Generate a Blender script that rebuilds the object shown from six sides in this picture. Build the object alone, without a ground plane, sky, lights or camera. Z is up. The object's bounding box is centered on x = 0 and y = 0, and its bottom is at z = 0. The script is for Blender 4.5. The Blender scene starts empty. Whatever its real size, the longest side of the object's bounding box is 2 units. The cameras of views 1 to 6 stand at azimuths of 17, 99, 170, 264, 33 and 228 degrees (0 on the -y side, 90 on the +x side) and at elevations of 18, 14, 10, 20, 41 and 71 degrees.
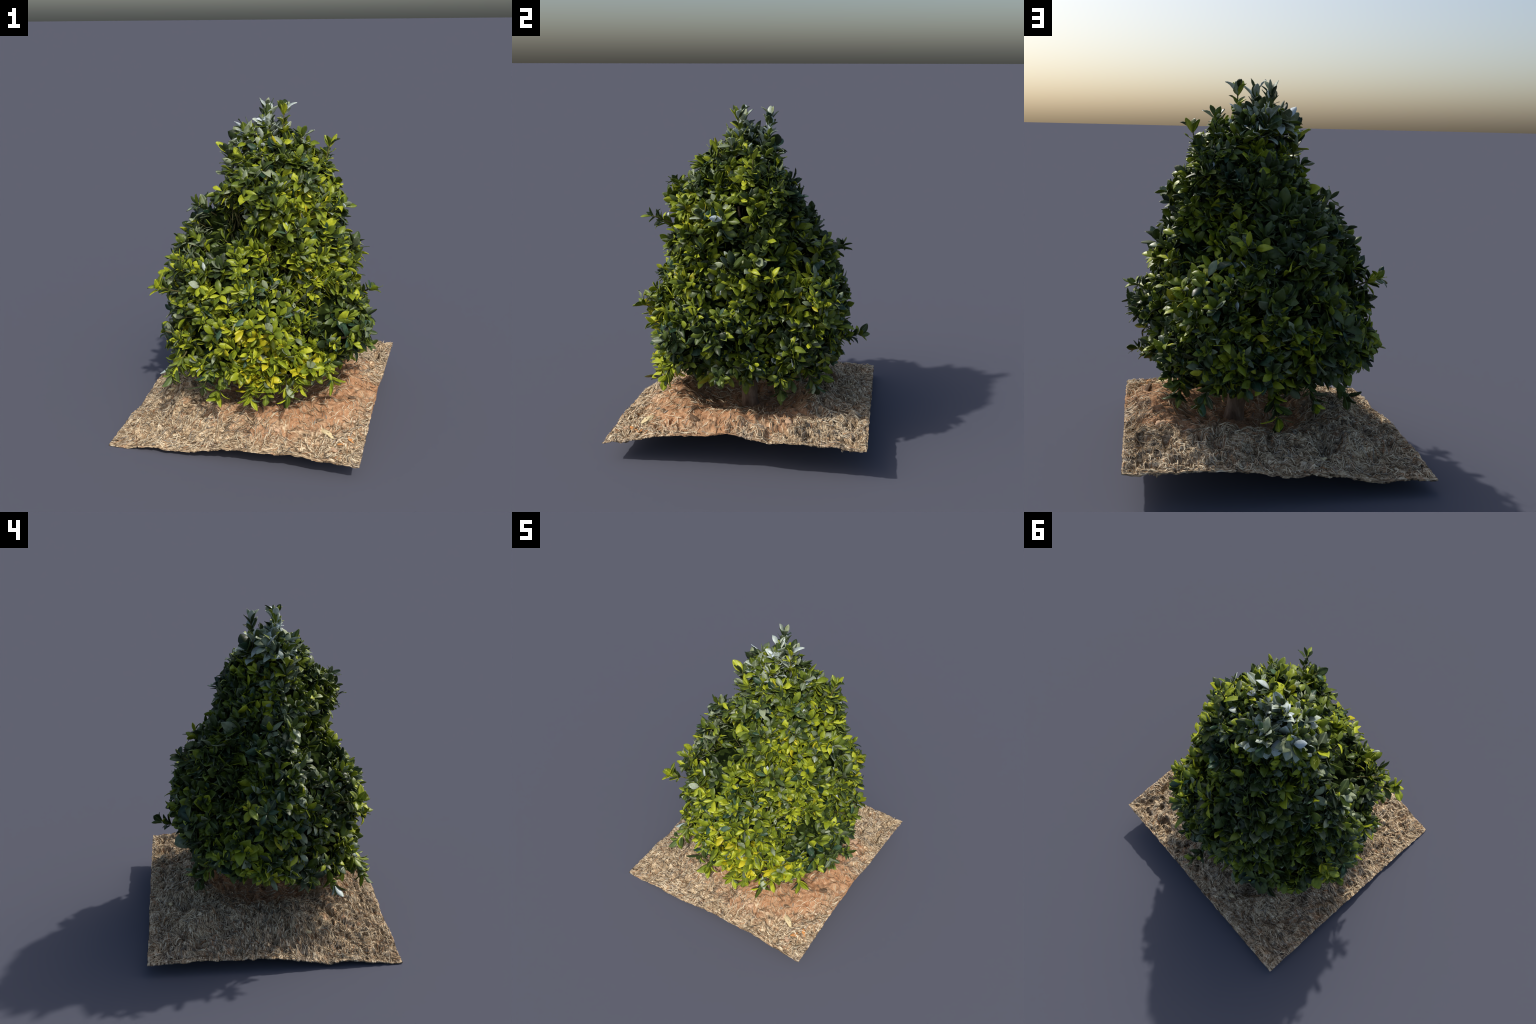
# A broad-leaved garden shrub on a square patch of straw-mulched, orange soil.
import bpy, math
import numpy as np
from mathutils import Matrix, Vector

rng = np.random.default_rng(20240611)
TAU = 2 * math.pi


# ------------------------------------------------------------------ helpers
def hash3(ix, iy, iz, seed):
    h = (ix * 374761393 + iy * 668265263 + iz * 2147483647 + seed * 974634777) & 0xFFFFFFFF
    h = ((h ^ (h >> 13)) * 1274126177) & 0xFFFFFFFF
    h = ((h ^ (h >> 16)) * 2246822519) & 0xFFFFFFFF
    return ((h ^ (h >> 15)) & 0xFFFFFF) / float(0xFFFFFF) * 2 - 1


def noise3(p, scale, seed=0):
    """smooth value noise, -1..1"""
    q = np.asarray(p, float) * scale + 100.0
    i = np.floor(q).astype(np.int64)
    f = q - i
    f = f * f * f * (f * (f * 6 - 15) + 10)
    out = 0
    for dx in (0, 1):
        for dy in (0, 1):
            for dz in (0, 1):
                w = (f[..., 0] if dx else 1 - f[..., 0]) * (f[..., 1] if dy else 1 - f[..., 1]) * (f[..., 2] if dz else 1 - f[..., 2])
                out = out + w * hash3(i[..., 0] + dx, i[..., 1] + dy, i[..., 2] + dz, seed)
    return out


def fbm(p, scale, octaves=3, seed=0):
    return sum(noise3(p, scale * 2 ** o, seed + o) * 0.5 ** o for o in range(octaves))


def smooth(a, b, x):
    t = np.clip((x - a) / (b - a), 0, 1)
    return t * t * (3 - 2 * t)


def unit(v):
    return v / np.maximum(np.linalg.norm(v, axis=-1, keepdims=True), 1e-9)


def mesh_from(name, verts, faces, mats=(), face_mats=None, smooth_shade=True):
    me = bpy.data.meshes.new(name)
    me.from_pydata(np.asarray(verts).tolist(), [], faces.tolist() if hasattr(faces, "tolist") else faces)
    for m in mats:
        me.materials.append(m)
    if face_mats is not None:
        me.polygons.foreach_set("material_index", np.asarray(face_mats, np.int32))
    me.polygons.foreach_set("use_smooth", np.full(len(me.polygons), smooth_shade))
    me.update()
    return me


def add(name, data, parent, kind=None):
    o = bpy.data.objects.new(name, data)
    bpy.context.scene.collection.objects.link(o)
    o.parent = parent
    if kind:
        o["kind"] = kind
    return o


# ------------------------------------------------------------------ materials
class Nodes:
    def __init__(self, name, rough=0.6, spec=0.3):
        self.m = bpy.data.materials.new(name)
        self.m.use_nodes = True
        self.t = self.m.node_tree
        self.b = self.t.nodes["Principled BSDF"]
        self.b.inputs["Roughness"].default_value = rough
        self.b.inputs["Specular IOR Level"].default_value = spec
        self.coord = self.t.nodes.new("ShaderNodeTexCoord").outputs["Object"]

    def new(self, kind, **kw):
        n = self.t.nodes.new(kind)
        for k, v in kw.items():
            setattr(n, k, v)
        return n

    def link(self, a, b):
        self.t.links.new(a, b)

    def mapped(self, scale, rot=(0, 0, 0), src=None):
        n = self.new("ShaderNodeMapping")
        n.inputs["Scale"].default_value = scale
        n.inputs["Rotation"].default_value = rot
        self.link(src or self.coord, n.inputs["Vector"])
        return n.outputs[0]

    def noise(self, scale, detail=3, rough=0.55, dist=0.0, src=None):
        n = self.new("ShaderNodeTexNoise")
        n.inputs["Scale"].default_value = scale
        n.inputs["Detail"].default_value = detail
        n.inputs["Roughness"].default_value = rough
        n.inputs["Distortion"].default_value = dist
        self.link(src or self.coord, n.inputs["Vector"])
        return n.outputs["Fac"]

    def ramp(self, fac, stops, interp="LINEAR"):
        n = self.new("ShaderNodeValToRGB")
        cr = n.color_ramp
        cr.interpolation = interp
        while len(cr.elements) < len(stops):
            cr.elements.new(0.5)
        for e, (p, c) in zip(cr.elements, stops):
            e.position = p
            e.color = (*c, 1) if len(c) == 3 else (c[0], c[0], c[0], 1)
        self.link(fac, n.inputs[0])
        return n.outputs[0]

    def mix(self, fac, a, b, mode="MIX"):
        n = self.new("ShaderNodeMix", data_type="RGBA", blend_type=mode)
        for s, v in ((0, fac), (6, a), (7, b)):
            if hasattr(v, "default_value"):
                self.link(v, n.inputs[s])
            else:
                n.inputs[s].default_value = v if s == 0 else (*v, 1)
        return n.outputs[2]

    def math(self, op, a, b=0.0):
        n = self.new("ShaderNodeMath", operation=op)
        for s, v in ((0, a), (1, b)):
            if hasattr(v, "default_value"):
                self.link(v, n.inputs[s])
            else:
                n.inputs[s].default_value = v
        return n.outputs[0]

    def bump(self, h, strength=0.3, dist=0.004):
        n = self.new("ShaderNodeBump")
        n.inputs["Strength"].default_value = strength
        n.inputs["Distance"].default_value = dist
        self.link(h, n.inputs["Height"])
        self.link(n.outputs[0], self.b.inputs["Normal"])

    def done(self, col):
        self.link(col, self.b.inputs["Base Color"])
        return self.m


def leaf_material(name, dark, mid, light, rough=0.42, rib=None):
    """one leaf tone; each leaf takes its own shade, with blotches along the blade"""
    n = Nodes(name, rough, 0.35)
    isl = n.new("ShaderNodeNewGeometry").outputs["Random Per Island"]
    own = n.new("ShaderNodeObjectInfo").outputs["Random"]
    r = n.math("FRACT", n.math("ADD", isl, own))
    blotch = n.noise(34, 4, 0.65)  # bright and dark patches of baked light, painted into the blade
    f = n.math("ADD", n.math("MULTIPLY", r, 0.55), n.math("MULTIPLY", blotch, 0.70))
    col = n.ramp(f, [(0.34, dark), (0.62, mid), (0.92, light)])
    if rib:  # separate leaves: pale midrib along their own x axis
        s = n.new("ShaderNodeSeparateXYZ")
        n.link(n.coord, s.inputs[0])
        d = n.math("ABSOLUTE", s.outputs[1])
        col = n.mix(n.ramp(d, [(0.0, (0.65,)), (0.0022, (0.0,))]), col, rib)
    n.bump(n.noise(160, 2), 0.15, 0.002)
    return n.done(col)


TONES = {
    "deep_green_leaf": ((0.017, 0.029, 0.010), (0.041, 0.066, 0.017), (0.086, 0.124, 0.030)),
    "green_leaf": ((0.038, 0.058, 0.007), (0.098, 0.138, 0.013), (0.215, 0.270, 0.028)),
    "yellow_green_leaf": ((0.095, 0.135, 0.010), (0.225, 0.275, 0.014), (0.420, 0.460, 0.028)),
    "yellow_leaf": ((0.270, 0.260, 0.010), (0.440, 0.400, 0.012), (0.580, 0.520, 0.030)),
    "blue_green_leaf": ((0.010, 0.029, 0.015), (0.028, 0.064, 0.033), (0.070, 0.128, 0.070)),  # cool tint taken from the skylit shade side, scattered over the crown
    "sage_leaf": ((0.080, 0.105, 0.058), (0.170, 0.210, 0.120), (0.310, 0.360, 0.225)),
    "light_tinted_leaf": ((0.210, 0.250, 0.120), (0.400, 0.460, 0.360), (0.580, 0.660, 0.700)),
}
leaf_mats = [leaf_material(k, *v) for k, v in TONES.items()]
rib_mats = [leaf_material("ribbed_" + k, *v, rib=tuple(min(1, c * 1.25 + 0.03) for c in v[2])) for k, v in TONES.items()]


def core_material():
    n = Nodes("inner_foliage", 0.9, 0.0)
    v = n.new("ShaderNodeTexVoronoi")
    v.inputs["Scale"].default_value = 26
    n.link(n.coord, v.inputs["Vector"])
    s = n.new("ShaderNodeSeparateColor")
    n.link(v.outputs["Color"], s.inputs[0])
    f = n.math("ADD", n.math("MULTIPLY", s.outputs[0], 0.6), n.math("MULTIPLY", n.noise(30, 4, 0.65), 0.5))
    return n.done(n.ramp(f, [(0.3, (0.005, 0.008, 0.003)), (0.6, (0.011, 0.018, 0.005)), (0.95, (0.040, 0.058, 0.012))]))  # greens darkened to near black for the shade in the gaps


def bark_material():
    n = Nodes("bark", 0.8, 0.2)
    f = n.noise(26, 5, 0.65, 0.4, n.mapped((1, 1, 0.25)))
    n.bump(f, 0.6, 0.006)
    return n.done(n.ramp(f, [(0.3, (0.085, 0.050, 0.030)), (0.5, (0.200, 0.125, 0.080)), (0.72, (0.340, 0.235, 0.160))]))


def twig_material():
    n = Nodes("twig_bark", 0.7, 0.2)
    return n.done(n.ramp(n.noise(40, 3), [(0.35, (0.050, 0.052, 0.018)), (0.65, (0.150, 0.130, 0.050))]))


def soil_material():
    n = Nodes("mulched_soil", 0.9, 0.1)
    # fibrous straw: three crossed, strongly stretched and warped noises
    fib = []
    for rot, seed in ((0.5, 0.0), (1.7, 3.1), (2.7, 7.7)):
        mp = n.mapped((18, 95, 40), (0, 0, rot))
        fib.append(n.noise(1.0, 4, 0.6, 0.9 + seed * 0.05, mp))
    pick = n.noise(12, 2)
    f1 = n.mix(n.ramp(pick, [(0.42, (0.0,)), (0.50, (1.0,))]), fib[0], fib[1])
    f2 = n.mix(n.ramp(n.noise(15, 2, 0.5, 0.3), [(0.46, (0.0,)), (0.54, (1.0,))]), f1, fib[2])
    straw = n.ramp(f2, [(0.36, (0.030, 0.022, 0.015)), (0.45, (0.240, 0.165, 0.100)), (0.54, (0.540, 0.405, 0.250)), (0.65, (0.900, 0.770, 0.560))])  # darkest stop paints shadow into the crevices of the mulch
    earth = n.ramp(n.noise(34, 6, 0.7), [(0.25, (0.150, 0.072, 0.036)), (0.42, (0.410, 0.210, 0.105)), (0.58, (0.520, 0.310, 0.175)), (0.78, (0.700, 0.490, 0.310))])
    earth = n.mix(n.ramp(n.noise(140, 3, 0.7), [(0.36, (0.55,)), (0.50, (0.0,))]), earth, (0.170, 0.090, 0.050))
    # bare orange earth in and around the planting basin
    sub = n.new("ShaderNodeVectorMath", operation="SUBTRACT")
    n.link(n.coord, sub.inputs[0])
    sub.inputs[1].default_value = (0.24, -0.08, 0.15)
    ln = n.new("ShaderNodeVectorMath", operation="LENGTH")
    n.link(sub.outputs[0], ln.inputs[0])
    d = n.math("ADD", ln.outputs["Value"], n.math("MULTIPLY", n.math("SUBTRACT", n.noise(7, 5, 0.7), 0.5), 0.75))
    bare = n.ramp(d, [(0.42, (1.0,)), (0.62, (0.0,))])
    grey = n.ramp(n.noise(6, 5, 0.7), [(0.50, (0.0,)), (0.64, (0.6,))])
    straw = n.mix(grey, straw, n.ramp(f2, [(0.34, (0.045, 0.036, 0.030)), (0.50, (0.230, 0.185, 0.145)), (0.68, (0.520, 0.450, 0.370))]))
    patch = n.ramp(n.noise(9, 4, 0.6, 0.5), [(0.58, (0.0,)), (0.68, (0.75,))])
    col = n.mix(bare, n.mix(patch, straw, earth), earth)
    n.bump(n.mix(bare, f2, n.noise(60, 5, 0.7)), 0.8, 0.008)
    return n.done(col)


def plain_material(name, a, b, scale=60, stretch=(1, 1, 1), rough=0.85):
    n = Nodes(name, rough, 0.15)
    isl = n.new("ShaderNodeNewGeometry").outputs["Random Per Island"]
    f = n.math("ADD", n.math("MULTIPLY", isl, 0.7), n.math("MULTIPLY", n.noise(scale, 3, 0.6, 0, n.mapped(stretch)), 0.4))
    return n.done(n.ramp(f, [(0.15, a), (0.95, b)]))


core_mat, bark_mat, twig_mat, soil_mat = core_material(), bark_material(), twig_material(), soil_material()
straw_mats = [
    plain_material("pale_straw", (0.46, 0.34, 0.21), (0.92, 0.80, 0.58)),
    plain_material("brown_straw", (0.10, 0.065, 0.038), (0.46, 0.32, 0.19)),
    plain_material("grey_straw", (0.10, 0.09, 0.075), (0.46, 0.41, 0.34)),
    plain_material("rusty_straw", (0.30, 0.13, 0.06), (0.55, 0.30, 0.15)),
]
wood_mat = plain_material("wood_chip", (0.45, 0.33, 0.15), (0.80, 0.68, 0.42), 45, (1, 6, 1))
dark_wood_mat = plain_material("rotten_wood", (0.05, 0.032, 0.02), (0.22, 0.14, 0.085), 45, (1, 6, 1))
stone_mat = plain_material("clod", (0.38, 0.22, 0.13), (0.66, 0.46, 0.30), 40)
rust_mat = plain_material("rusty_leaf", (0.42, 0.16, 0.05), (0.70, 0.34, 0.12), 50)

# ------------------------------------------------------------------ the thing
shrub = bpy.data.objects.new("garden_shrub", None)
bpy.context.scene.collection.objects.link(shrub)
shrub["label"] = "bushy conical evergreen shrub on a square of straw-mulched orange soil"
shrub["category"] = "shrub"

# ------------------------------------------------------------------ soil patch
HALF = 0.755
TRUNK = np.array([0.155, 0.005])
# heights along the four edges of the patch (position, height)
FRONT = ((-0.75, 0.000), (-0.49, 0.029), (-0.21, 0.059), (0.01, 0.108), (0.33, 0.133), (0.64, 0.127), (0.75, 0.128))
RIGHT = ((-0.75, 0.128), (-0.43, 0.186), (-0.22, 0.216), (-0.03, 0.234), (0.20, 0.218), (0.42, 0.228), (0.75, 0.214))
BACK = ((-0.75, 0.085), (-0.52, 0.087), (-0.25, 0.125), (0.0, 0.151), (0.25, 0.187), (0.53, 0.200), (0.75, 0.214))
LEFT = ((-0.75, 0.000), (-0.45, 0.030), (-0.29, 0.024), (-0.15, 0.066), (0.15, 0.080), (0.46, 0.096), (0.75, 0.085))
# crest of the ring-shaped bank round the trunk: (azimuth, radius, rise over the patch)
BANK = ((-180, 0.54, 0.085), (-135, 0.54, 0.085), (-90, 0.46, 0.062), (-45, 0.42, 0.048), (0, 0.40, 0.044), (45, 0.44, 0.050), (90, 0.42, 0.050), (135, 0.58, 0.066), (180, 0.54, 0.085))


def along(table, t):
    a = np.array(table)
    return np.interp(t, a[:, 0], a[:, 1])


def soil_height(x, y):
    u, v = np.clip((x + 0.75) / 1.5, 0, 1), np.clip((y + 0.75) / 1.5, 0, 1)
    f, b, l, r = along(FRONT, x), along(BACK, x), along(LEFT, y), along(RIGHT, y)
    z00, z10, z01, z11 = 0.0, 0.128, 0.085, 0.214
    z = (1 - v) * f + v * b + (1 - u) * l + u * r - ((1 - u) * (1 - v) * z00 + u * (1 - v) * z10 + (1 - u) * v * z01 + u * v * z11)
    dx, dy = x - TRUNK[0], y - TRUNK[1]
    rad, az = np.hypot(dx, dy), np.degrees(np.arctan2(dy, dx))
    a = np.array(BANK)
    rc, hc = np.interp(az, a[:, 0], a[:, 1]), np.interp(az, a[:, 0], a[:, 2])
    s = rad / rc
    inner = smooth(0.42, 1.0, s) * (hc + 0.055) - 0.055
    outer = hc * (1 - smooth(1.0, 1.0 + 0.30 / rc, s))
    edge = smooth(0.0, 0.10, np.minimum(0.755 - np.abs(x), 0.755 - np.abs(y)))
    p = np.stack([x, y, 0 * x], -1)
    z = z + np.where(s < 1, inner, outer) * np.maximum(edge, 0.0)
    for hx, hy, hr, hd in ((-0.245, 0.490, 0.070, 0.120), (-0.43, 0.46, 0.09, -0.05), (-0.60, 0.30, 0.08, -0.02), (0.52, 0.45, 0.20, 0.022), (0.62, -0.20, 0.04, 0.02), (-0.53, -0.20, 0.13, -0.04), (-0.46, -0.36, 0.05, -0.02)):
        z = z - hd * np.exp(-((x - hx) ** 2 + (y - hy) ** 2) / hr ** 2)
    z = z + 0.012 * fbm(p, 7, 3, 11) + 0.009 * noise3(p, 30, 31) * (0.4 + 0.6 * edge)
    return z


N = 330
g = np.linspace(-HALF, HALF, N)
GX, GY = np.meshgrid(g, g, indexing="ij")
P0 = np.stack([GX, GY, 0 * GX], -1)
# straw-like folds: short ridges running in a locally changing direction
ang = 3.0 * noise3(P0, 5.0, 5) + 1.5 * noise3(P0, 12.0, 6)
ridge = np.zeros_like(GX)
for k, (sc, am) in enumerate(((1.0, 1.0), (1.7, 0.6))):
    ca, sa = np.cos(np.round(ang * 2) / 2 + k), np.sin(np.round(ang * 2) / 2 + k)
    q = np.stack([(GX * ca + GY * sa) * 22 * sc, (-GX * sa + GY * ca) * 75 * sc, 0 * GX + k * 9], -1)
    ridge += am * noise3(q * [0.62, 0.62, 1], 1.0, 40 + k)
near = smooth(0.55, 0.30, np.hypot(GX - 0.24, GY + 0.08))
pits = smooth(0.20, 0.62, noise3(P0, 24, 51)) * 0.022 + smooth(0.30, 0.65, noise3(P0, 13, 52)) * 0.018
inside = smooth(0.0, 0.09, HALF - np.maximum(np.abs(GX), np.abs(GY)))
GZ = soil_height(GX, GY) + 0.006 * inside - pits * (1 - 0.6 * near) * (1 + smooth(0.5, 1.2, GX + GY)) * inside + 0.0095 * ridge * (1 - 0.65 * near) * (0.35 + 0.65 * inside)
GZ = np.maximum(GZ, 0.008)
# ragged rim
rim = np.maximum(np.abs(GX), np.abs(GY)) > HALF - 1e-6
wob = 0.004 * noise3(P0, 40, 77)
SX = GX + np.where(rim & (np.abs(GX) > HALF - 1e-6), np.sign(GX) * (wob - 0.004), 0)
SY = GY + np.where(rim & (np.abs(GY) > HALF - 1e-6), np.sign(GY) * (wob - 0.004), 0)
top = np.stack([SX, SY, GZ], -1).reshape(-1, 3)
bot = top - [0, 0, 0.007]
idx = np.arange(N * N).reshape(N, N)
quads = np.stack([idx[:-1, :-1], idx[1:, :-1], idx[1:, 1:], idx[:-1, 1:]], -1).reshape(-1, 4)
loop = np.concatenate([idx[:-1, 0], idx[-1, :-1], idx[:0:-1, -1], idx[0, :0:-1]])
nxt = np.roll(loop, -1)
side = np.stack([loop, loop + N * N, nxt + N * N, nxt], -1)
soil = add("soil_patch", mesh_from("soil_patch", np.vstack([top, bot]), np.vstack([quads, quads[:, ::-1] + N * N, side]), [soil_mat]), shrub)


def ground_z(x, y):
    i = np.clip((np.asarray(x) + HALF) / (2 * HALF) * (N - 1), 0, N - 1.001)
    j = np.clip((np.asarray(y) + HALF) / (2 * HALF) * (N - 1), 0, N - 1.001)
    a, b = i.astype(int), j.astype(int)
    u, v = i - a, j - b
    return GZ[a, b] * (1 - u) * (1 - v) + GZ[a + 1, b] * u * (1 - v) + GZ[a, b + 1] * (1 - u) * v + GZ[a + 1, b + 1] * u * v


# ------------------------------------------------------------------ tubes
def tubes(paths, radii, sides=4):
    """paths (n, k, 3), radii (n, k) -> joined capped tubes"""
    n, k = radii.shape
    t = unit(np.gradient(paths, axis=1))
    ref = np.where(np.abs(t[..., 2:3]) > 0.85, [1.0, 0, 0], [0, 0, 1.0])
    a = unit(np.cross(t, ref))
    b = np.cross(t, a)
    th = np.arange(sides) * TAU / sides
    ring = paths[:, :, None] + radii[:, :, None, None] * (a[:, :, None] * np.cos(th)[None, None, :, None] + b[:, :, None] * np.sin(th)[None, None, :, None])
    v = ring.reshape(-1, 3)
    base = (np.arange(n) * k * sides)[:, None, None]
    i = np.arange(k - 1)[None, :, None] * sides
    j = np.arange(sides)[None, None, :]
    jn = (j + 1) % sides
    f = np.stack([base + i + j, base + i + jn, base + i + sides + jn, base + i + sides + j], -1).reshape(-1, 4)
    faces = f.tolist()
    for s in range(n):
        o = s * k * sides
        faces.append([o + q for q in range(sides)][::-1] if False else [o + sides - 1 - q for q in range(sides)])
        faces.append([o + (k - 1) * sides + q for q in range(sides)])
    return v, faces


# ------------------------------------------------------------------ straw mulch
def straw(count, lo, hi, rad, name, lift):
    x, y = rng.uniform(-0.742, 0.742, (2, count))
    bare = smooth(0.60, 0.42, np.hypot(x - 0.24, y + 0.08) + 0.12 * fbm(np.stack([x, y, 0 * x], -1), 7, 3, 90))
    keep = rng.random(count) > bare * 0.74
    x, y = x[keep], y[keep]
    n = len(x)
    L = rng.uniform(lo, hi, n)
    a0 = rng.uniform(0, TAU, n) * 0.30 + 3 * noise3(np.stack([x, y, 0 * x], -1), 5, 5)
    bend = rng.normal(0, 1.0, n)
    k = 5
    s = np.linspace(-0.5, 0.5, k)
    A = a0[:, None] + bend[:, None] * s[None]
    px = x[:, None] + L[:, None] * np.cumsum(np.cos(A), 1) / k - L[:, None] * 0.5 * np.cos(a0)[:, None]
    py = y[:, None] + L[:, None] * np.cumsum(np.sin(A), 1) / k - L[:, None] * 0.5 * np.sin(a0)[:, None]
    px, py = np.clip(px, -0.744, 0.744), np.clip(py, -0.744, 0.744)
    pz = ground_z(px, py) + rng.uniform(0.0, lift, n)[:, None] + (rng.normal(0, 0.004, n)[:, None] * s[None] * 2)
    pz = np.maximum(pz, 0.004)
    r = rng.uniform(*rad, n)[:, None] * np.array([0.5, 1, 1, 0.9, 0.4])[None]
    v, f = tubes(np.stack([px, py, pz], -1), r, 3)
    w = rng.choice(4, n, p=[0.56, 0.28, 0.11, 0.05])
    fm = np.concatenate([np.repeat(w, (k - 1) * 3), np.repeat(w, 2)])
    return add(name, mesh_from(name, v, f, straw_mats, fm), shrub, "stuff")


straw(9500, 0.025, 0.095, (0.0010, 0.0026), "straw_mulch", 0.012)
straw(500, 0.020, 0.060, (0.0025, 0.0050), "bark_litter", 0.005)


def lump(name, mat, seed, size, flat, spiky=0.25, sub=3):
    import bmesh
    bm = bmesh.new()
    bmesh.ops.create_icosphere(bm, subdivisions=sub, radius=1)
    p = np.array([v.co[:] for v in bm.verts])
    p = p * (1 + spiky * fbm(p, 1.6, 3, seed))[:, None] * np.array(size) * [1, 1, flat]
    for v, c in zip(bm.verts, p):
        v.co = c
    me = bpy.data.meshes.new(name)
    bm.to_mesh(me)
    bm.free()
    me.materials.append(mat)
    me.polygons.foreach_set("use_smooth", np.full(len(me.polygons), True))
    return me


chip_mesh = lump("wood_chip", wood_mat, 3, (0.046, 0.018, 0.022), 0.5, 0.5)
clod_mesh = lump("clod", stone_mat, 8, (0.026, 0.020, 0.020), 0.7, 0.5)
dark_mesh = lump("rotten_wood", dark_wood_mat, 5, (0.045, 0.014, 0.014), 0.8)
rust_mesh = lump("fallen_leaf", rust_mat, 6, (0.034, 0.014, 0.006), 0.5, 0.35)
for nm, me, x, y, s, rz, tilt in (
    ("wood_chip", chip_mesh, 0.53, -0.545, 1.0, -0.5, 0.15), ("clod", clod_mesh, 0.25, -0.59, 0.9, 0.6, 0),
    ("rotten_wood", dark_mesh, 0.625, -0.23, 1.0, 1.2, 0.5), ("rotten_wood", dark_mesh, 0.47, -0.47, 0.7, 0.2, 0.1),
    ("clod", clod_mesh, 0.13, -0.55, 0.6, 0.6, 0), ("fallen_leaf", rust_mesh, 0.63, -0.60, 1.0, 1.0, 0.2), ("fallen_leaf", rust_mesh, 0.67, -0.56, 0.8, -0.8, 0.2),
    ("clod", clod_mesh, 0.56, 0.29, 1.3, 0.3, 0), ("clod", clod_mesh, 0.60, -0.66, 0.9, 2.2, 0), ("wood_chip", chip_mesh, -0.56, -0.20, 0.7, 1.0, 0.1),
    ("wood_chip", chip_mesh, -0.50, 0.10, 0.6, 2.4, 0.1), ("wood_chip", chip_mesh, -0.20, 0.62, 0.6, 0.4, 0.1),
):
    o = add(nm, me, shrub)
    o.location = (x, y, float(ground_z(x, y)) + 0.004)
    o.rotation_euler = (0, tilt, rz)
    o.scale = (s, s, s)

# ------------------------------------------------------------------ crown shape
# cross-sections of the crown: height, centre x, centre y, radii every 30 degrees from +x anticlockwise
SECTIONS = (
    (0.33, (0.02, -0.06), (0.38, 0.38, 0.36, 0.38, 0.36, 0.36, 0.36, 0.38, 0.40, 0.42, 0.42, 0.38)),
    (0.41, (0.0, -0.06), (0.50, 0.52, 0.55, 0.54, 0.46, 0.49, 0.58, 0.54, 0.58, 0.56, 0.58, 0.54)),
    (0.50, (0.01, -0.03), (0.60, 0.64, 0.65, 0.64, 0.58, 0.59, 0.66, 0.58, 0.58, 0.63, 0.64, 0.63)),
    (0.65, (0.03, -0.02), (0.64, 0.63, 0.68, 0.62, 0.63, 0.63, 0.66, 0.62, 0.64, 0.64, 0.64, 0.65)),
    (0.80, (0.04, -0.03), (0.65, 0.62, 0.67, 0.63, 0.66, 0.63, 0.64, 0.65, 0.66, 0.62, 0.67, 0.66)),
    (0.95, (0.02, -0.02), (0.62, 0.60, 0.65, 0.61, 0.65, 0.62, 0.60, 0.64, 0.63, 0.58, 0.66, 0.65)),
    (1.10, (0.02, -0.01), (0.57, 0.55, 0.52, 0.55, 0.60, 0.57, 0.53, 0.51, 0.54, 0.51, 0.58, 0.61)),
    (1.25, (0.04, -0.03), (0.51, 0.48, 0.46, 0.44, 0.50, 0.49, 0.46, 0.42, 0.41, 0.40, 0.53, 0.55)),
    (1.40, (0.07, -0.06), (0.45, 0.43, 0.44, 0.39, 0.45, 0.42, 0.38, 0.39, 0.37, 0.39, 0.45, 0.45)),
    (1.55, (0.09, -0.06), (0.36, 0.38, 0.38, 0.37, 0.39, 0.34, 0.31, 0.31, 0.33, 0.36, 0.40, 0.37)),
    (1.70, (0.10, -0.04), (0.27, 0.27, 0.25, 0.25, 0.27, 0.25, 0.25, 0.26, 0.27, 0.25, 0.25, 0.26)),
    (1.80, (0.06, -0.01), (0.20, 0.19, 0.17, 0.17, 0.18, 0.19, 0.19, 0.19, 0.19, 0.17, 0.17, 0.20)),
    (1.88, (0.06, 0.00), (0.09, 0.09, 0.08, 0.08, 0.09, 0.08, 0.08, 0.08, 0.08, 0.08, 0.08, 0.09)),
)
SZ = np.array([s[0] for s in SECTIONS])
SC = np.array([s[1] for s in SECTIONS])
SR = np.array([s[2] for s in SECTIONS])
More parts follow.
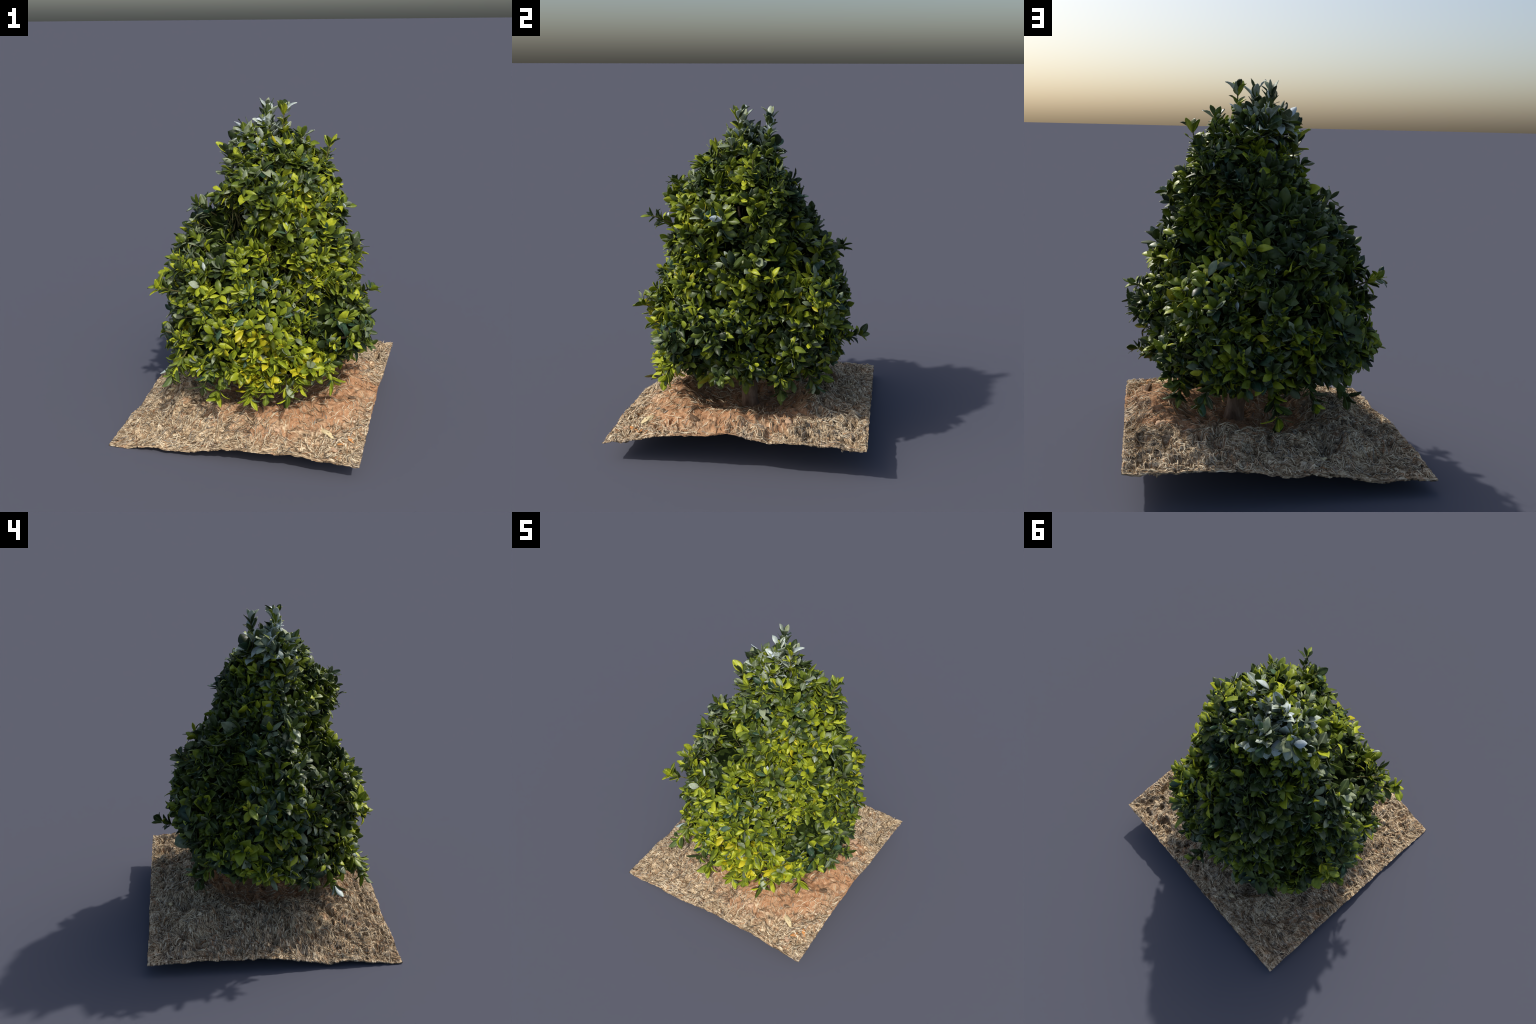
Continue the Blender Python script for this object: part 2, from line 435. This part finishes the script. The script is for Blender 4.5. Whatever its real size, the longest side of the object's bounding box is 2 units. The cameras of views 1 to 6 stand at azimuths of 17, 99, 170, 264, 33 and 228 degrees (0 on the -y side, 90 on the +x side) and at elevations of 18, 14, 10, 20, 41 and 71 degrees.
# hollows and bulges of the crown: x, y, z, reach, depth (positive = hollow)
HOLLOWS = (
    (0.30, -0.46, 1.00, 0.14, 0.19), (0.43, -0.48, 0.88, 0.14, 0.20), (-0.11, -0.38, 1.38, 0.12, 0.06), (-0.24, -0.28, 1.21, 0.15, 0.30), (-0.10, -0.34, 1.38, 0.10, 0.10),
    (0.15, -0.58, 0.56, 0.09, 0.09), (0.43, -0.55, 0.68, 0.08, 0.08), (0.60, -0.10, 0.97, 0.10, 0.07), (0.58, 0.16, 0.72, 0.10, 0.06),
    (0.53, 0.28, 0.86, 0.12, 0.06), (0.36, 0.36, 1.12, 0.12, 0.06), (0.52, 0.37, 0.68, 0.11, -0.09), (0.12, 0.50, 1.00, 0.10, 0.09), (-0.08, 0.53, 0.57, 0.13, 0.13),
    (-0.55, 0.22, 0.90, 0.20, 0.12), (-0.42, 0.27, 1.03, 0.16, 0.15), (-0.43, 0.20, 1.20, 0.18, 0.06), (-0.30, 0.10, 1.50, 0.12, 0.04),
    (-0.13, 0.30, 1.40, 0.12, 0.05), (-0.08, 0.20, 1.62, 0.14, 0.15), (0.18, -0.44, 1.18, 0.10, 0.03), (0.30, 0.25, 1.22, 0.12, 0.04),
    (0.50, -0.25, 1.27, 0.10, -0.09), (0.64, -0.34, 0.70, 0.13, -0.22), (0.14, -0.57, 0.80, 0.10, -0.05), (0.60, -0.02, 1.12, 0.09, -0.08),
    (0.47, -0.15, 1.42, 0.11, -0.08), (0.37, 0.51, 0.66, 0.11, -0.09), (-0.03, 0.55, 0.84, 0.09, -0.08), (-0.22, 0.47, 1.11, 0.10, -0.02),
    (-0.31, -0.42, 1.06, 0.12, -0.09), (-0.52, -0.30, 0.80, 0.09, -0.07), (-0.35, -0.47, 0.65, 0.10, -0.07), (-0.10, -0.65, 0.69, 0.09, -0.07),
    (-0.48, -0.47, 0.92, 0.09, -0.06), (-0.42, -0.55, 0.48, 0.10, -0.05), (-0.44, -0.11, 1.18, 0.12, -0.13), (-0.38, 0.46, 0.94, 0.11, 0.13), (-0.50, -0.21, 0.98, 0.07, 0.08), (0.54, -0.18, 1.02, 0.07, 0.05), (-0.09, -0.58, 0.81, 0.08, 0.06), (0.31, 0.31, 1.33, 0.12, 0.10), (0.00, 0.32, 1.33, 0.10, 0.05),
    (-0.58, -0.06, 0.90, 0.11, -0.11), (-0.18, 0.05, 1.75, 0.08, -0.05), (-0.48, 0.28, 0.58, 0.13, -0.06), (-0.34, 0.40, 0.72, 0.10, -0.06), (-0.41, -0.33, 1.03, 0.08, -0.04), (-0.40, -0.15, 1.35, 0.08, -0.05), (-0.35, 0.42, 0.42, 0.10, -0.05),
    (0.61, -0.14, 0.72, 0.09, -0.07), (0.30, -0.22, 1.68, 0.10, -0.05), (0.42, -0.34, 1.37, 0.10, -0.06), (0.39, -0.43, 1.23, 0.08, -0.05),
    (0.32, 0.51, 0.98, 0.09, -0.07), (0.47, 0.33, 0.54, 0.09, -0.06), (-0.18, -0.25, 1.46, 0.10, -0.07), (0.07, -0.28, 1.68, 0.09, -0.05),
    (-0.33, -0.50, 0.55, 0.09, -0.04), (-0.58, -0.22, 0.57, 0.11, -0.08), (0.18, -0.46, 1.44, 0.08, -0.05),
)
SKIN = 0.068  # the sections run through the leaf tips; the body of the crown lies this far inside


def crown(az, z):
    """radius and centre of the crown at azimuth (rad) and height"""
    i = np.interp(z, SZ, np.arange(len(SZ)))
    a = np.clip(i.astype(int), 0, len(SZ) - 2)
    w = (i - a)[..., None]
    t = (az % TAU) / TAU * 12
    j = np.floor(t).astype(int) % 12
    f = t - np.floor(t)
    row = lambda n: (lambda p0, p1, p2, p3: 0.5 * (2 * p1 + (p2 - p0) * f + (2 * p0 - 5 * p1 + 4 * p2 - p3) * f ** 2 + (3 * p1 - p0 - 3 * p2 + p3) * f ** 3))(SR[n, (j - 1) % 12], SR[n, j], SR[n, (j + 1) % 12], SR[n, (j + 2) % 12])
    r = row(a) * (1 - w[..., 0]) + row(a + 1) * w[..., 0]
    c = SC[a] * (1 - w) + SC[a + 1] * w
    return r, c


def clump_centres(count, gap):
    """well spread points on the crown: the ends of its leafy boughs"""
    g = np.random.default_rng(77)
    out = np.zeros((0, 3))
    while len(out) < count:
        az, z = g.uniform(0, TAU, 1), g.uniform(0.42, 1.80, 1)
        r, c = crown(az, z)
        if g.random() > r[0] / 0.72:
            continue
        q = np.array([[c[0, 0] + np.cos(az[0]) * (r[0] - SKIN), c[0, 1] + np.sin(az[0]) * (r[0] - SKIN), z[0]]])
        gap *= 0.9995
        if not len(out) or np.linalg.norm(out - q, axis=1).min() > gap:
            out = np.vstack([out, q])
    return out


def clump_of(p):
    """nearest bough: (index, distance)"""
    d = np.linalg.norm(p.reshape(-1, 1, 3) - CLUMPS[None], axis=2)
    i = d.argmin(1)
    return i.reshape(p.shape[:-1]), d.min(1).reshape(p.shape[:-1])


def crown_point(az, z, inset=0.0):
    r, c = crown(az, z)
    d = np.stack([np.cos(az), np.sin(az), 0 * az], -1)
    p = np.stack([c[..., 0], c[..., 1], z], -1) + d * r[..., None]
    lumps = 0.040 * noise3(p, 4.5, 17) + 0.035 * noise3(p, 9.0, 18) - SKIN
    ci, cd = clump_of(p - d * SKIN)
    lumps = lumps + CLUMP_RISE[ci] - 0.100 * smooth(0.050, 0.125, cd)
    for hx, hy, hz, hr, hd in HOLLOWS:
        lumps = lumps - hd * np.exp(-((p - [hx, hy, hz]) ** 2).sum(-1) / hr ** 2)
    rr = np.maximum(r + lumps - inset, 0.01)
    return np.stack([c[..., 0], c[..., 1], z], -1) + d * rr[..., None]


CLUMPS = clump_centres(210, 0.15)
CLUMP_RISE = np.random.default_rng(78).uniform(0.0, 0.060, len(CLUMPS))


def crown_normal(az, z):
    e = 0.03
    r, c = crown(az, z)
    P = lambda a, h: (lambda q: np.stack([q[1][..., 0] + np.cos(a) * q[0], q[1][..., 1] + np.sin(a) * q[0], h], -1))(crown(a, h))
    ta = P(az + e, z) - P(az - e, z)
    tz = P(az, np.minimum(z + e, 1.88)) - P(az, np.maximum(z - e, 0.33))
    return unit(np.cross(ta, tz))


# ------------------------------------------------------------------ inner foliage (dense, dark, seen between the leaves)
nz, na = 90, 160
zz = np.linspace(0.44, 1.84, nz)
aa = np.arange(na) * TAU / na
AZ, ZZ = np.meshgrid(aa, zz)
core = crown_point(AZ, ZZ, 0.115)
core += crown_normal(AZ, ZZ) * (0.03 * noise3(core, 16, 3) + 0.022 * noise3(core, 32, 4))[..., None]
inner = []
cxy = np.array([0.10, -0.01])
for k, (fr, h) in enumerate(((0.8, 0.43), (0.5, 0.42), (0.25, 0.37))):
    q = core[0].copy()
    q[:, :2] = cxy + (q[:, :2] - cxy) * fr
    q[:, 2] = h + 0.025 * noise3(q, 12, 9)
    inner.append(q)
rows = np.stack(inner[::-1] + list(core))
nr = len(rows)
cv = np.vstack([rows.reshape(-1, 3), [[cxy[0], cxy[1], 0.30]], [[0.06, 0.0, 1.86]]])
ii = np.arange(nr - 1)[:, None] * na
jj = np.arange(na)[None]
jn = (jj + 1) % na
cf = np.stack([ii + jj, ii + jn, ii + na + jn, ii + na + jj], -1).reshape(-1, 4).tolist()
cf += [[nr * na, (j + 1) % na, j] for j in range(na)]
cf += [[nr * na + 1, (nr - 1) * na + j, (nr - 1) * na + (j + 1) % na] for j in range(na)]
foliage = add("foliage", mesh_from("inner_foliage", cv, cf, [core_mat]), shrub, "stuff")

# ------------------------------------------------------------------ trunk and branches
tp = np.array([(0.165, 0.000, 0.085), (0.160, 0.002, 0.135), (0.150, -0.004, 0.20), (0.130, -0.012, 0.28), (0.115, -0.015, 0.40), (0.10, -0.02, 0.8), (0.09, -0.02, 1.3), (0.07, -0.01, 1.75)])
tr = np.array([0.080, 0.056, 0.048, 0.052, 0.045, 0.026, 0.016, 0.006])
tt = np.linspace(0, 7, 43)
path = np.stack([np.interp(tt, np.arange(8), tp[:, i]) for i in range(3)], 1)
for _ in range(3):
    path[1:-1] = 0.25 * path[:-2] + 0.5 * path[1:-1] + 0.25 * path[2:]
rad = np.interp(tt, np.arange(8), tr)
v, f = tubes(path[None], rad[None], 20)
v = v + unit(v - np.repeat(path, 20, 0)) * (0.004 * fbm(v * [1, 1, 0.4], 40, 2, 5))[:, None] + unit(v - np.repeat(path, 20, 0)) * (0.012 * np.maximum(0, noise3(v * [1, 1, 0], 22, 8)) * smooth(0.2, 0.12, v[:, 2]))[:, None]
trunk = add("trunk", mesh_from("trunk", v, f, [bark_mat]), shrub)

bp, br = [], []
for i in range(26):
    a = i * 2.39996
    z1 = 0.42 + 1.25 * (i / 26) ** 0.9
    start = np.array([np.interp(z1 * 0.6, path[:, 2], path[:, 0]), np.interp(z1 * 0.6, path[:, 2], path[:, 1]), max(0.33, z1 * 0.6)])
    end = crown_point(np.array([a]), np.array([z1]), 0.10)[0]
    s = np.linspace(0, 1, 6)[:, None]
    q = start * (1 - s) + end * s
    q[:, 2] -= 0.05 * np.sin(s[:, 0] * math.pi) * (1 if z1 < 0.7 else -0.3)
    bp.append(q)
    br.append(np.linspace(0.017, 0.006, 6))
v, f = tubes(np.array(bp), np.array(br), 8)
add("branch", mesh_from("branch", v, f, [bark_mat]), trunk)

# ------------------------------------------------------------------ leaf blade
SS = np.array([0.0, 0.07, 0.22, 0.42, 0.62, 0.80, 0.93, 1.0])
WW = np.array([0.05, 0.16, 0.62, 0.93, 1.00, 0.74, 0.36, 0.04])
FINE, COARSE = np.array([-1.0, -0.55, 0.0, 0.55, 1.0]), np.array([-1.0, 0.0, 1.0])


def blades(pos, axis, normal, length, width, fold, droop, twist, wave, across=COARSE):
    """joined leaf blades, arrays of n leaves -> vertices (n, m, 3) and the faces of one"""
    n = len(pos)
    a = unit(axis)
    nn = unit(normal - a * (normal * a).sum(-1, keepdims=True))
    b = np.cross(nn, a)
    s, c = SS[None, :, None], across[None, None, :]
    L, W = length[:, None, None], width[:, None, None]
    y = W * 0.5 * WW[None, :, None] * c
    x = L * s * (1 - 0.18 * np.abs(droop)[:, None, None] * s)
    z = np.abs(y) * fold[:, None, None] - L * droop[:, None, None] * s ** 2 * 0.55 + W * 0.10 * wave[:, None, None] * np.sin(s * 9 + c * 1.5) * np.abs(c)
    th = twist[:, None, None] * s
    y, z = y * np.cos(th) - z * np.sin(th) * 0.3, z + y * np.sin(th)
    P = pos[:, None, None] + a[:, None, None] * x[..., None] + b[:, None, None] * y[..., None] + nn[:, None, None] * z[..., None]
    thick = 0.0009 * nn[:, None, None]
    V = np.concatenate([(P + thick).reshape(n, -1, 3), (P - thick).reshape(n, -1, 3)], 1)
    ns, nc = len(SS), len(across)
    ix = np.arange(ns * nc).reshape(ns, nc)
    t = np.stack([ix[:-1, :-1], ix[1:, :-1], ix[1:, 1:], ix[:-1, 1:]], -1).reshape(-1, 4)
    lp = np.concatenate([ix[:-1, 0], ix[-1, :-1], ix[:0:-1, -1], ix[0, :0:-1]])
    ln = np.roll(lp, -1)
    F = np.vstack([t, t[:, ::-1] + ns * nc, np.stack([lp, lp + ns * nc, ln + ns * nc, ln], -1)])
    return V, F[:, ::-1]


# ------------------------------------------------------------------ shoots: whorls of leaves all over the crown
# long shoots that stick out of the crown (tip position, number of whorls, size)
LONG_SHOOTS = (
    ((0.052, -0.059, 1.950), 3, 1.1), ((0.150, -0.065, 1.925), 3, 1.05), ((-0.004, 0.100, 1.915), 3, 1.1),
    ((0.395, 0.066, 1.725), 3, 1.0), ((-0.49, -0.50, 0.945), 2, 1.1), ((0.36, -0.53, 1.375), 2, 0.9),
    ((0.69, -0.07, 0.90), 3, 0.85), ((-0.145, 0.53, 1.12), 3, 1.0), ((0.058, 0.67, 0.62), 2, 1.0),
    ((0.68, -0.08, 0.54), 2, 0.9), ((-0.40, -0.57, 0.42), 3, 1.1), ((0.18, -0.57, 0.38), 4, 1.2),
    ((0.53, -0.43, 0.45), 3, 1.1), ((-0.02, 0.42, 0.29), 4, 1.1), ((0.47, 0.24, 0.38), 3, 1.1), ((-0.36, 0.42, 0.40), 2, 1.1), ((-0.63, 0.06, 0.94), 2, 1.1),
    ((-0.48, -0.38, 0.38), 3, 1.1), ((-0.52, -0.18, 0.44), 2, 1.0), ((-0.20, -0.58, 0.38), 3, 1.1),
    ((0.10, -0.55, 0.40), 3, 1.1), ((0.36, -0.50, 0.42), 3, 1.1), ((-0.20, 0.46, 0.38), 3, 1.0), ((0.37, 0.43, 0.38), 3, 1.0), 
    ((-0.40, -0.42, 1.10), 2, 1.0), ((0.21, -0.46, 1.46), 2, 1.0), ((-0.58, -0.05, 0.78), 2, 1.0), ((-0.60, 0.02, 0.62), 2, 1.0), ((-0.60, 0.16, 0.96), 2, 1.0), ((-0.56, -0.30, 0.58), 2, 1.0), ((0.42, -0.05, 1.48), 2, 0.9), ((0.08, -0.57, 0.34), 4, 1.15), ((0.30, -0.54, 0.36), 3, 1.1), ((-0.10, -0.60, 0.36), 3, 1.1), ((0.28, -0.49, 1.33), 2, 1.0),
    ((0.66, -0.27, 0.72), 3, 0.95), ((0.64, -0.30, 0.60), 2, 0.95), ((-0.36, -0.47, 1.06), 2, 1.0),
    ((-0.38, -0.11, 1.36), 2, 1.2), ((-0.05, -0.15, 1.80), 2, 1.0),
    ((0.26, -0.08, 1.79), 2, 1.0), ((-0.18, -0.10, 1.68), 2, 1.2),
)


def shoots_on_crown(count, inset):
    # uniform over the surface: accept by radius
    az = rng.uniform(0, TAU, count * 4)
    ring = np.stack([np.cos(az), np.sin(az), 0 * az], -1)
    hem = 0.40 - 0.03 * np.exp(-((az - 4.7) / 0.7) ** 2) + 0.05 * np.exp(-((np.cos(az - 0.15) - 1) / 0.12) ** 2) + 0.06 * np.exp(-((az - 1.25) / 0.22) ** 2) + 0.10 * noise3(ring, 3.6, 83)  # uneven lower hem
    z = hem + (1.86 - hem) * rng.random(count * 4)
    r, _ = crown(az, z)
    nz_ = crown_normal(az, z)[:, 2]
    area = r / np.sqrt(np.maximum(1 - nz_ ** 2, 0.12))
    crowd = 0.42 + 0.58 * smooth(0.115, 0.05, clump_of(crown_point(az, z))[1])  # shoots crowd on the bulges
    ok = rng.random(count * 4) < area * crowd / 0.76
    z, az = z[ok][:count], az[ok][:count]
    p = crown_point(az, z, 0.0)
    n = crown_normal(az, z)
    p = p - n * inset[: len(p), None]
    return p, n


NS = 2500
P, Nn = shoots_on_crown(NS, 0.020 + 0.105 * rng.random(NS * 4) ** 1.5)
NS = len(P)
D = unit(Nn * 0.75 + np.array([0, 0, 0.75]) * smooth(0.25, 0.6, P[:, 2:3]) + rng.normal(0, 0.33, (NS, 3)))
away = P - CLUMPS[clump_of(P)[0]] + Nn * 0.05
D = unit(D + unit(away) * 0.75)
low = P[:, 2] < 0.45
D[low] = unit(Nn[low] * 0.9 + np.array([0, 0, -0.25]) + rng.normal(0, 0.3, (low.sum(), 3)))
size = rng.uniform(0.8, 1.2, NS)
# leaf masses read larger and flatter on the crown top and the back-left side
big = smooth(0.05, 0.55, (-0.6 * P[:, 0] + 0.55 * P[:, 1]) + 0.25 * (P[:, 2] - 0.8)) * 0.40
size *= 1 + big * rng.uniform(0.2, 1.0, NS)
prot = np.zeros(NS, bool)

sp, sd, ss = [], [], []
twig_paths, twig_r = [], []
for tip, whorls, sz in LONG_SHOOTS:
    tip = np.array(tip)
    c = np.array([0.06, -0.02, max(0.35, tip[2] - 0.28)]) if tip[2] < 1.6 else np.array([tip[0] * 0.7 + 0.02, tip[1] * 0.6, tip[2] - 0.4])
    d = unit(tip - c)
    if tip[2] < 0.5:  # low shoots hang from the crown
        d = unit(np.array([d[0] * 0.6, d[1] * 0.6, -0.75]))
    start = tip - d * 0.17
    for k in range(whorls):
        sp.append(tip - d * 0.055 * k)
        sd.append(unit(d + [0, 0, 0.35 if tip[2] > 0.5 else -0.1] + rng.normal(0, 0.1, 3)))
        ss.append(sz)
    q = np.linspace(0, 1, 4)[:, None]
    twig_paths.append(start * (1 - q) + tip * q)
    twig_r.append(np.linspace(0.0060, 0.0030, 4))
# ragged outline: many shorter shoots stand a little proud of the crown
for i in rng.choice(NS, 110, replace=False):
    if P[i, 2] > 0.5:
        d = unit(Nn[i] * 0.8 + [0, 0, 0.5] + rng.normal(0, 0.25, 3))
        start = P[i] - d * 0.05
        tip = P[i] + d * rng.uniform(0.02, 0.065)
        for k in range(2):
            sp.append(tip - d * 0.045 * k)
            sd.append(d)
            ss.append(rng.uniform(0.7, 1.0))
        q = np.linspace(0, 1, 4)[:, None]
        twig_paths.append(start * (1 - q) + tip * q)
        twig_r.append(np.linspace(0.0045, 0.0025, 4))
P, D, size = np.vstack([P, sp]), np.vstack([D, sd]), np.concatenate([size, ss])
prot = np.concatenate([prot, np.ones(len(sp), bool)])
for i in range(NS):
    q = np.linspace(0, 1, 4)[:, None]
    st = P[i] - D[i] * 0.10 - Nn[i] * 0.03
    twig_paths.append(st * (1 - q) + P[i] * q)
    twig_r.append(np.linspace(0.0040, 0.0020, 4))
v, f = tubes(np.array(twig_paths), np.array(twig_r), 4)
add("twig", mesh_from("twig", v, f, [twig_mat]), foliage, "stuff")

# leaves of every whorl
cnt = rng.integers(5, 9, len(P))
own = np.repeat(np.arange(len(P)), cnt)
kth = np.concatenate([np.arange(c) for c in cnt])
M = len(own)
d = D[own]
ref = unit(np.cross(d, np.where(np.abs(d[:, 2:3]) > 0.9, [1.0, 0, 0], [0, 0, 1.0])))
ref2 = np.cross(d, ref)
phi = rng.uniform(0, TAU, len(P))[own] + kth * 2.39996 + rng.normal(0, 0.25, M)
rise = np.radians(rng.uniform(12, 74, M))  # 0 = square to the shoot, 90 = along it
tuft = prot[own] & (P[own][:, 2] > 1.80)
rise[tuft] = np.radians(rng.uniform(48, 74, tuft.sum()))
side = ref * np.cos(phi)[:, None] + ref2 * np.sin(phi)[:, None]
axis = side * np.cos(rise)[:, None] + d * np.sin(rise)[:, None]
normal = d * np.cos(rise)[:, None] - side * np.sin(rise)[:, None]
normal = unit(normal + rng.normal(0, 0.22, (M, 3)))
pos = P[own] - d * (kth / cnt[own] * 0.028)[:, None] + side * 0.004
length = 0.074 * size[own] * rng.uniform(0.72, 1.22, M)
width = length * rng.uniform(0.33, 0.50, M) * (1 + 0.30 * (size[own] > 1.25))
fold = rng.uniform(0.08, 0.60, M)
droop = rng.normal(0.20, 0.34, M)
twist = rng.normal(0, 0.45, M)
wave = rng.normal(0, 0.6, M)
zone = smooth(0.10, 0.55, -0.65 * pos[:, 0] + 0.5 * pos[:, 1] + 0.30 * (pos[:, 2] - 0.8))
sheet = (rng.random(M) < 0.10 * zone) & ~prot[own]
length[sheet] *= rng.uniform(1.0, 1.25, sheet.sum())
width[sheet] = length[sheet] * rng.uniform(0.60, 0.85, sheet.sum())
wave[sheet] *= 2.2
normal[sheet] = unit(normal[sheet] + d[sheet] * 0.8)
pos[sheet] -= d[sheet] * 0.02

# tone: drifts slowly over the crown, with single leaves of their own
drift = 0.55 * noise3(P, 3.2, 60) + 0.35 * noise3(P, 8.0, 61)
tone_v = drift[own] + rng.normal(0, 0.36, M) + rng.normal(0, 0.20, len(P))[own]
sun_tint = sum(np.exp(-((P - c) ** 2).sum(-1) / w ** 2) for c, w in (([0.18, -0.56, 0.46], 0.22), ([0.12, -0.52, 0.74], 0.15), ([0.45, -0.44, 0.50], 0.16), ([-0.38, -0.52, 0.55], 0.10), ([0.50, -0.30, 1.00], 0.12), ([0.12, -0.42, 1.12], 0.14), ([0.25, -0.30, 1.45], 0.12)))  # sunlit yellow of the front side, put into the leaf colours
tone_v = tone_v + 0.75 * sun_tint[own]
tone = np.digitize(tone_v, [-0.16, 0.26, 1.15])
crest = np.exp(-((P - [0.00, -0.02, 1.85]) ** 2).sum(-1) / 0.15 ** 2)  # sky colour bled into the scan, tinted onto the top leaves
pale = rng.random(M) < 0.004 + 0.72 * crest[own]  # the scattered few are baked white glints, coloured as whole leaves
blue = (tone <= 1) & (rng.random(M) < np.clip(0.04 + 0.25 * noise3(P, 4.0, 71)[own], 0.02, 0.3))
tone[blue] = 4
rib_t = np.clip((P[:, 2] - 0.55) / 1.25, 0, 1)[:, None]  # a sage-grey streak runs up one rib of the crown
rib_d = np.linalg.norm(P - (np.array([-0.56, -0.20, 0.55]) * (1 - rib_t) + np.array([-0.10, -0.04, 1.80]) * rib_t), axis=1)
sage = rng.random(M) < 0.06 + 0.42 * np.exp(-(rib_d / 0.15) ** 2)[own]
tone[sage] = 5
tone[pale] = 6

V, F = blades(pos, axis, normal, length, width, fold, droop, twist, wave)
# keep the object within its frame
top_z = V[..., 2].max((1, 2)) if V.ndim == 4 else V[..., 2].max(1)
ok = (top_z < 1.998) & (V[..., 2].min(1) > 0.02)
# single leaf objects: the outermost, longest blades
reach = np.linalg.norm(pos - [0.05, -0.03, 0.85], axis=1)
score = np.minimum(length, 0.10) * (1 + 0.6 * prot[own]) * (0.9 + 0.2 * rng.random(M)) + 0.02 * sun_tint[own]
score[~ok | (top_z > 1.965)] = -1
single = np.zeros(M, bool)
single[np.argsort(-score)[:300]] = True
rest = ok & ~single

nv = V.shape[1]
V2 = V[rest].reshape(-1, 3)
F2 = (F[None] + (np.arange(rest.sum()) * nv)[:, None, None]).reshape(-1, 4)
add("leaves", mesh_from("leaves", V2, F2, leaf_mats, np.repeat(tone[rest], len(F))), foliage, "stuff")

# shared leaf shapes for the single leaves
shapes = {}
for i in np.nonzero(single)[0]:
    key = (int(i % 4), int(tone[i]))
    if key not in shapes:
        one = lambda x: np.array([x])
        k = key[0]
        lv, lf = blades(np.zeros((1, 3)), np.array([[1.0, 0, 0]]), np.array([[0, 0, 1.0]]), one(0.08), one(0.036 + 0.003 * k), one(0.12 + 0.1 * k), one((0.05, 0.3, -0.15, 0.18)[k]), one((0.1, -0.4, 0.3, -0.1)[k]), one((0.2, 0.5, -0.4, 0.8)[k]), FINE)
        shapes[key] = mesh_from("leaf", lv[0], lf, [rib_mats[key[1]]])
    o = add("leaf", shapes[key], foliage)
    a = Vector(axis[i]).normalized()
    nrm = Vector(normal[i])
    nrm = (nrm - a * nrm.dot(a)).normalized()
    b = nrm.cross(a)
    s = float(length[i]) / 0.08
    o.matrix_world = Matrix.Translation(Vector(pos[i])) @ Matrix((a, b, nrm)).transposed().to_4x4() @ Matrix.Scale(s, 4)
